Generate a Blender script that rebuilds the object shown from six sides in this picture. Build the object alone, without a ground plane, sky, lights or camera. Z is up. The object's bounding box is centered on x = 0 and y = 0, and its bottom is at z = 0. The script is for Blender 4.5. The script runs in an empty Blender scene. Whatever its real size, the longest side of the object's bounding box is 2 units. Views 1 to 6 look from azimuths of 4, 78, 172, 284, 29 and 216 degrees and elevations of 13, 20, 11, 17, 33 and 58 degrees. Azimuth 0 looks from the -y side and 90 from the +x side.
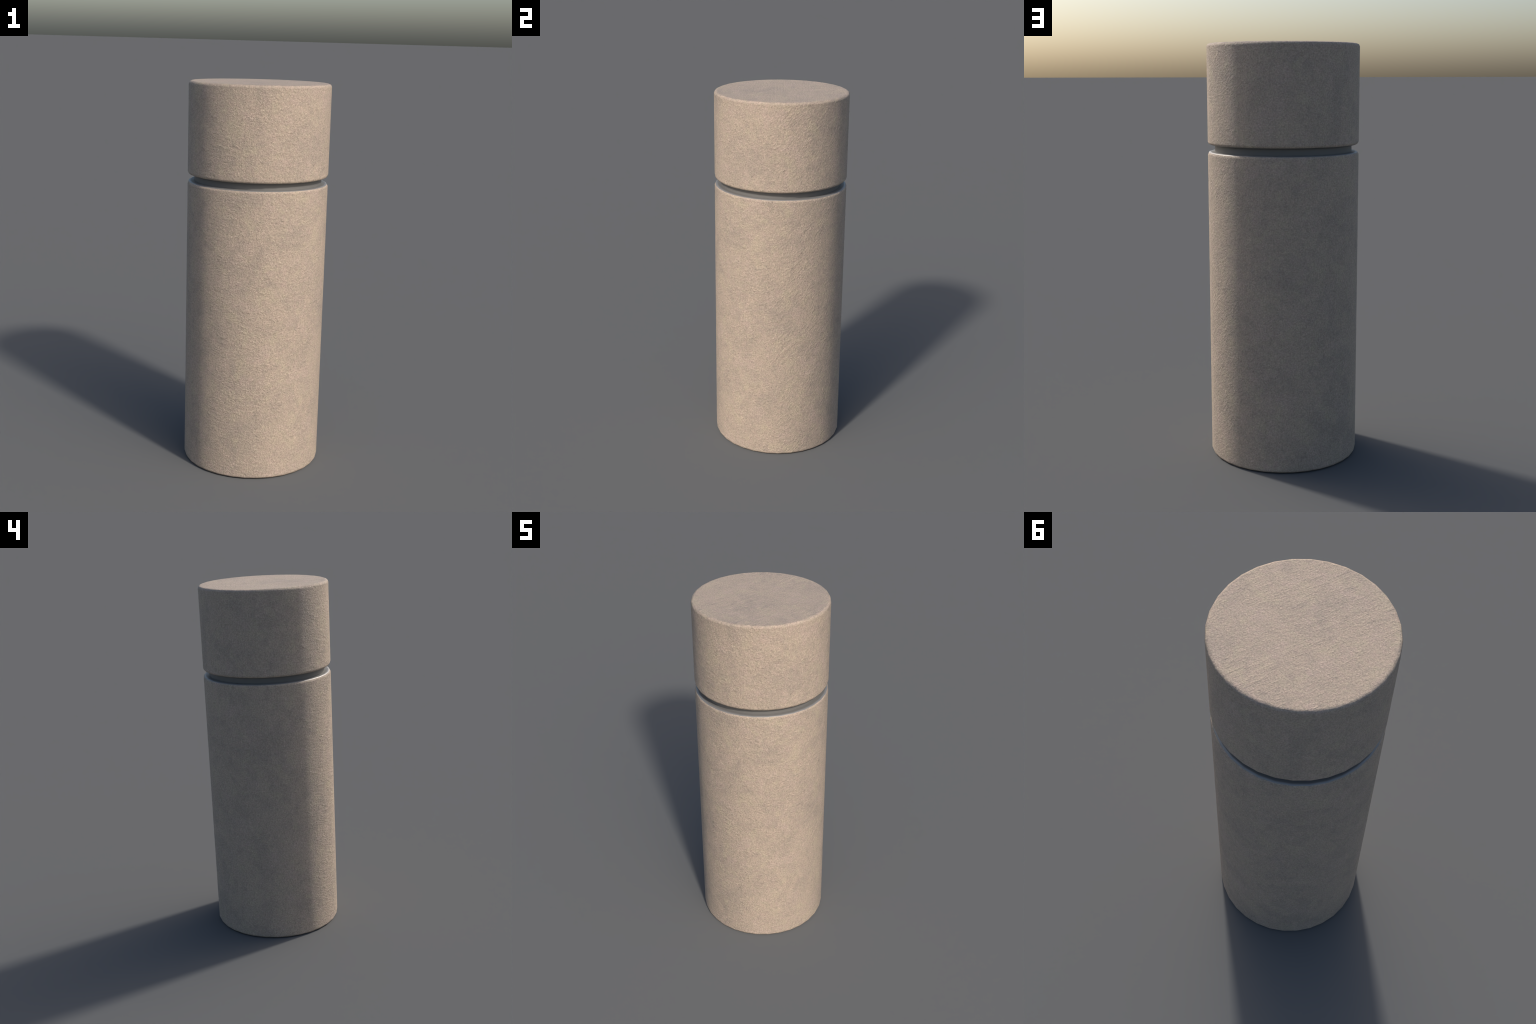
"""Cylindrical sandstone bollard: a tall shaft and a shorter cap stone,
parted by a recessed metal collar whose flanges line the joint."""
import math
import bpy
from mathutils import Vector

SIDES = 32            # the drum is a 32-sided prism, smooth shaded
R = 0.3618            # drum radius
R_CORE = 0.328        # collar core radius
BEVEL = 0.0154        # rounded arrises, two segments each
Z_TOP = 2.0
Z_CAP = 1.5285       # underside of the cap
Z_LEDGE = 1.4970      # top of the shaft
B_FOOT = 0.013        # arris at the foot

S45 = math.sqrt(0.5)
IN = 1.0 - S45


# ---------------------------------------------------------------- geometry
def lathe(name, profile, material, parent):
    """profile: list of (radius, z, normal_r, normal_z). A new list entry at
    the same place with another normal starts a hard edge."""
    verts, faces, normals = [], [], []
    ring_of = []
    for r, z, nr, nz in profile:
        length = math.hypot(nr, nz)
        nr, nz = nr / length, nz / length
        if r < 1e-6:
            ring_of.append([len(verts)])
            verts.append((0, 0, z))
            normals.append((0, 0, nz))
            continue
        ids = []
        for k in range(SIDES):
            a = 2 * math.pi * k / SIDES
            ids.append(len(verts))
            verts.append((r * math.cos(a), r * math.sin(a), z))
            normals.append((nr * math.cos(a), nr * math.sin(a), nz))
        ring_of.append(ids)
    for i in range(len(profile) - 1):
        a, b = ring_of[i], ring_of[i + 1]
        pa, pb = profile[i], profile[i + 1]
        if abs(pa[0] - pb[0]) < 1e-7 and abs(pa[1] - pb[1]) < 1e-7:
            continue
        for k in range(SIDES):
            n = (k + 1) % SIDES
            if len(a) == 1:
                faces.append((a[0], b[n], b[k]))
            elif len(b) == 1:
                faces.append((a[k], a[n], b[0]))
            else:
                faces.append((a[k], a[n], b[n], b[k]))
    mesh = bpy.data.meshes.new(name)
    mesh.from_pydata(verts, [], faces)
    mesh.validate()
    mesh.update()
    for p in mesh.polygons:
        p.use_smooth = True
    mesh.normals_split_custom_set_from_vertices(normals)
    mesh.materials.append(material)
    ob = bpy.data.objects.new(name, mesh)
    bpy.context.collection.objects.link(ob)
    ob.parent = parent
    return ob


# ---------------------------------------------------------------- node help
class Nodes:
    def __init__(self, name):
        self.mat = bpy.data.materials.new(name)
        self.mat.use_nodes = True
        self.t = self.mat.node_tree
        self.t.nodes.clear()

    def add(self, kind, **props):
        n = self.t.nodes.new(kind)
        for k, v in props.items():
            setattr(n, k, v)
        return n

    def put(self, socket, value):
        if isinstance(value, bpy.types.NodeSocket):
            self.t.links.new(value, socket)
        else:
            socket.default_value = value

    def math(self, op, a, b=0.0, c=0.0, clamp=False):
        n = self.add("ShaderNodeMath", operation=op, use_clamp=clamp)
        for s, v in zip(n.inputs, (a, b, c)):
            self.put(s, v)
        return n.outputs[0]

    def vmath(self, op, a, b=None, scale=None):
        n = self.add("ShaderNodeVectorMath", operation=op)
        self.put(n.inputs[0], a)
        if b is not None:
            self.put(n.inputs[1], b)
        if scale is not None:
            self.put(n.inputs["Scale"], scale)
        return n.outputs["Value"] if op == "DOT_PRODUCT" else n.outputs["Vector"]

    def noise(self, vector, scale, detail=3.0, rough=0.55, distortion=0.0, offset=None):
        if offset is not None:
            vector = self.vmath("ADD", vector, offset)
        n = self.add("ShaderNodeTexNoise")
        self.put(n.inputs["Vector"], vector)
        self.put(n.inputs["Scale"], scale)
        self.put(n.inputs["Detail"], detail)
        self.put(n.inputs["Roughness"], rough)
        self.put(n.inputs["Distortion"], distortion)
        return n.outputs["Fac"]

    def remap(self, value, lo, hi, out_lo=0.0, out_hi=1.0, smooth=True):
        n = self.add("ShaderNodeMapRange")
        n.interpolation_type = "SMOOTHSTEP" if smooth else "LINEAR"
        for s, v in zip(n.inputs, (value, lo, hi, out_lo, out_hi)):
            self.put(s, v)
        return n.outputs[0]

    def mix(self, fac, a, b, blend="MIX"):
        n = self.add("ShaderNodeMix", data_type="RGBA", blend_type=blend)
        self.put(n.inputs["Factor"], fac)
        self.put(n.inputs["A"], a)
        self.put(n.inputs["B"], b)
        return next(o for o in n.outputs if o.type == "RGBA")

    def stretched(self, p, direction, factor):
        """Coordinates squeezed along a direction: noise read there is drawn
        out into streaks that run that way."""
        d = Vector(direction).normalized()
        along = self.vmath("DOT_PRODUCT", p, tuple(d))
        return self.vmath("SUBTRACT", p, self.vmath("SCALE", tuple(d), scale=self.math("MULTIPLY", along, 1 - 1 / factor)))


def stone_material():
    m = Nodes("sandstone")
    p = m.add("ShaderNodeTexCoord").outputs["Object"]

    # --- colour: warm buff with cloudy grey patches, rosy and straw tints, fine grain
    def hue(r, g, b):
        return (r * 0.846, g * 0.850, b * 0.880, 1)
    color = hue(0.515, 0.403, 0.300)
    cloud = m.noise(p, 5.0, 5, 0.66, 0.5, (1.7, 0.4, 2.2))
    color = m.mix(m.remap(cloud, 0.42, 0.68, 0, 0.66), color, hue(0.392, 0.318, 0.250))
    smudge = m.noise(p, 18.0, 5, 0.65, 0.6, (4, 1, 7))
    color = m.mix(m.remap(smudge, 0.49, 0.70, 0, 0.50), color, hue(0.352, 0.288, 0.230))
    color = m.mix(m.remap(m.noise(p, 10.0, 4, 0.6, 0.3, (9, 3, 2)), 0.50, 0.68, 0, 0.7), color, hue(0.540, 0.412, 0.325))
    color = m.mix(m.remap(m.noise(p, 12.0, 4, 0.6, 0.3, (2, 8, 5)), 0.50, 0.68, 0, 0.6), color, hue(0.550, 0.450, 0.310))
    tint = m.noise(p, 48.0, 3, 0.55, 0, (1, 6, 3))
    color = m.mix(m.remap(tint, 0.40, 0.68, 0, 0.24), color, hue(0.560, 0.405, 0.325))
    color = m.mix(m.remap(tint, 0.60, 0.32, 0, 0.26), color, hue(0.460, 0.390, 0.275))
    grain = m.noise(p, 150.0, 4, 0.75)
    color = m.mix(1.0, color, m.remap(grain, 0.25, 0.75, 0.60, 1.40, smooth=False), "MULTIPLY")

    # --- relief: pitted grain and dressing streaks that change direction
    rise = m.stretched(p, (-0.18, 0.68, 0.71), 4.0)
    fall = m.stretched(p, (0.80, -0.46, -0.22), 3.6)
    top = m.stretched(p, (0.38, 0.92, 0.0), 5.5)
    z = m.add("ShaderNodeSeparateXYZ")
    m.put(z.inputs[0], p)
    on_top = m.remap(z.outputs["Z"], Z_TOP - 0.006, Z_TOP - 0.002)
    def streaks(vec):
        fine = m.math("MULTIPLY", m.noise(vec, 95.0, 3, 0.6), 0.5)
        cut = m.math("MULTIPLY", m.remap(m.noise(vec, 52.0, 5, 0.68), 0.44, 0.72), 0.52)
        return m.math("ADD", fine, cut)

    def blend(fac, a, b):
        n = m.add("ShaderNodeMix", data_type="FLOAT")
        for key, value in (("Factor", fac), ("A", a), ("B", b)):
            m.put(n.inputs[key], value)
        return n.outputs[0]
    wander = m.math("MULTIPLY_ADD", m.noise(p, 4.0, 2), 0.7, -0.35)
    side = m.remap(m.math("ADD", m.vmath("DOT_PRODUCT", p, (1.0, 0.75, 0)), wander), 0.05, 0.3)
    dressed = blend(on_top, blend(side, streaks(fall), streaks(rise)), m.math("MULTIPLY", streaks(top), 1.1))
    patch = m.remap(m.noise(p, 6.5, 4, 0.6, 0.4, (5, 5, 1)), 0.40, 0.62, 0.25, 0.85)
    height = m.math("MULTIPLY", dressed, patch)
    height = m.math("ADD", height, m.math("MULTIPLY", m.noise(p, 82.0, 5, 0.80, 0, (3, 2, 8)), 1.5))

    bump = m.add("ShaderNodeBump")
    m.put(bump.inputs["Strength"], 0.8)
    m.put(bump.inputs["Distance"], 0.006)
    m.put(bump.inputs["Height"], height)

    bsdf = m.add("ShaderNodeBsdfPrincipled")
    m.put(bsdf.inputs["Base Color"], color)
    m.put(bsdf.inputs["Roughness"], 0.66)
    m.put(bsdf.inputs["Specular IOR Level"], 0.5)
    m.put(bsdf.inputs["Normal"], bump.outputs[0])
    out = m.add("ShaderNodeOutputMaterial")
    m.put(out.inputs["Surface"], bsdf.outputs[0])
    return m.mat


def metal_material(name, grey, metallic, roughness):
    m = Nodes(name)
    p = m.add("ShaderNodeTexCoord").outputs["Object"]
    bsdf = m.add("ShaderNodeBsdfPrincipled")
    lo, hi = grey * 0.96, grey * 1.04
    m.put(bsdf.inputs["Base Color"], m.mix(m.noise(p, 30.0, 3), (lo, lo * 0.96, lo * 0.91, 1), (hi, hi * 0.96, hi * 0.91, 1)))
    m.put(bsdf.inputs["Metallic"], metallic)
    m.put(bsdf.inputs["Roughness"], roughness)
    out = m.add("ShaderNodeOutputMaterial")
    m.put(out.inputs["Surface"], bsdf.outputs[0])
    return m.mat


# ---------------------------------------------------------------- build
stone = stone_material()
dark_metal = metal_material("dark_steel", 0.13, 0.0, 0.55)
pale_metal = metal_material("pale_steel", 0.26, 0.45, 0.50)

root = bpy.data.objects.new("stone_bollard", None)
bpy.context.collection.objects.link(root)
root["label"] = "round buff sandstone bollard with a recessed metal ring"
root["category"] = "bollard"

rm = R - IN * BEVEL                       # radius half way round an arris
z_shaft_mid = Z_LEDGE - IN * BEVEL
z_cap_mid = Z_CAP + IN * BEVEL
f = B_FOOT

shaft = [
    (0, 0, 0, -1), (R - f, 0, 0, -1), (R - IN * f, IN * f, 1, -1), (R, f, 1, 0),
    (R, Z_LEDGE - BEVEL, 1, 0), (rm, z_shaft_mid, 1, 1),
    (rm, z_shaft_mid, 0, 1), (0, z_shaft_mid - 0.004, 0, 1),
]
lathe("shaft", shaft, stone, root)

lower_flange = [
    (0, z_shaft_mid - 0.002, 0, -1), (rm, z_shaft_mid, 0, -1),
    (rm, z_shaft_mid, 1, 0.9), (R - 0.0165, Z_LEDGE, 0, 1), (0, Z_LEDGE, 0, 1),
]
lathe("flange", lower_flange, pale_metal, root)

upper_flange = [
    (0, Z_CAP, 0, -1), (R - BEVEL, Z_CAP, 0, -1), (rm, z_cap_mid, 1, -1),
    (rm, z_cap_mid, 0, 1), (0, z_cap_mid + 0.002, 0, 1),
]
lathe("flange", upper_flange, pale_metal, root)

collar = [
    (0, Z_LEDGE - 0.001, 0, -1), (R_CORE, Z_LEDGE - 0.001, 0, -1),
    (R_CORE, Z_LEDGE - 0.001, 1, 0), (R_CORE, Z_CAP + 0.001, 1, 0),
    (R_CORE, Z_CAP + 0.001, 0, 1), (0, Z_CAP + 0.001, 0, 1),
]
lathe("collar", collar, dark_metal, root)

cap = [
    (0, z_cap_mid + 0.004, 0, -1), (rm, z_cap_mid, 0, -1),
    (rm, z_cap_mid, 1, -1), (R, Z_CAP + BEVEL, 1, 0),
    (R, Z_TOP - BEVEL, 1, 0), (rm, Z_TOP - IN * BEVEL, 1, 1), (R - BEVEL, Z_TOP, 0, 1), (0, Z_TOP, 0, 1),
]
lathe("cap", cap, stone, root)
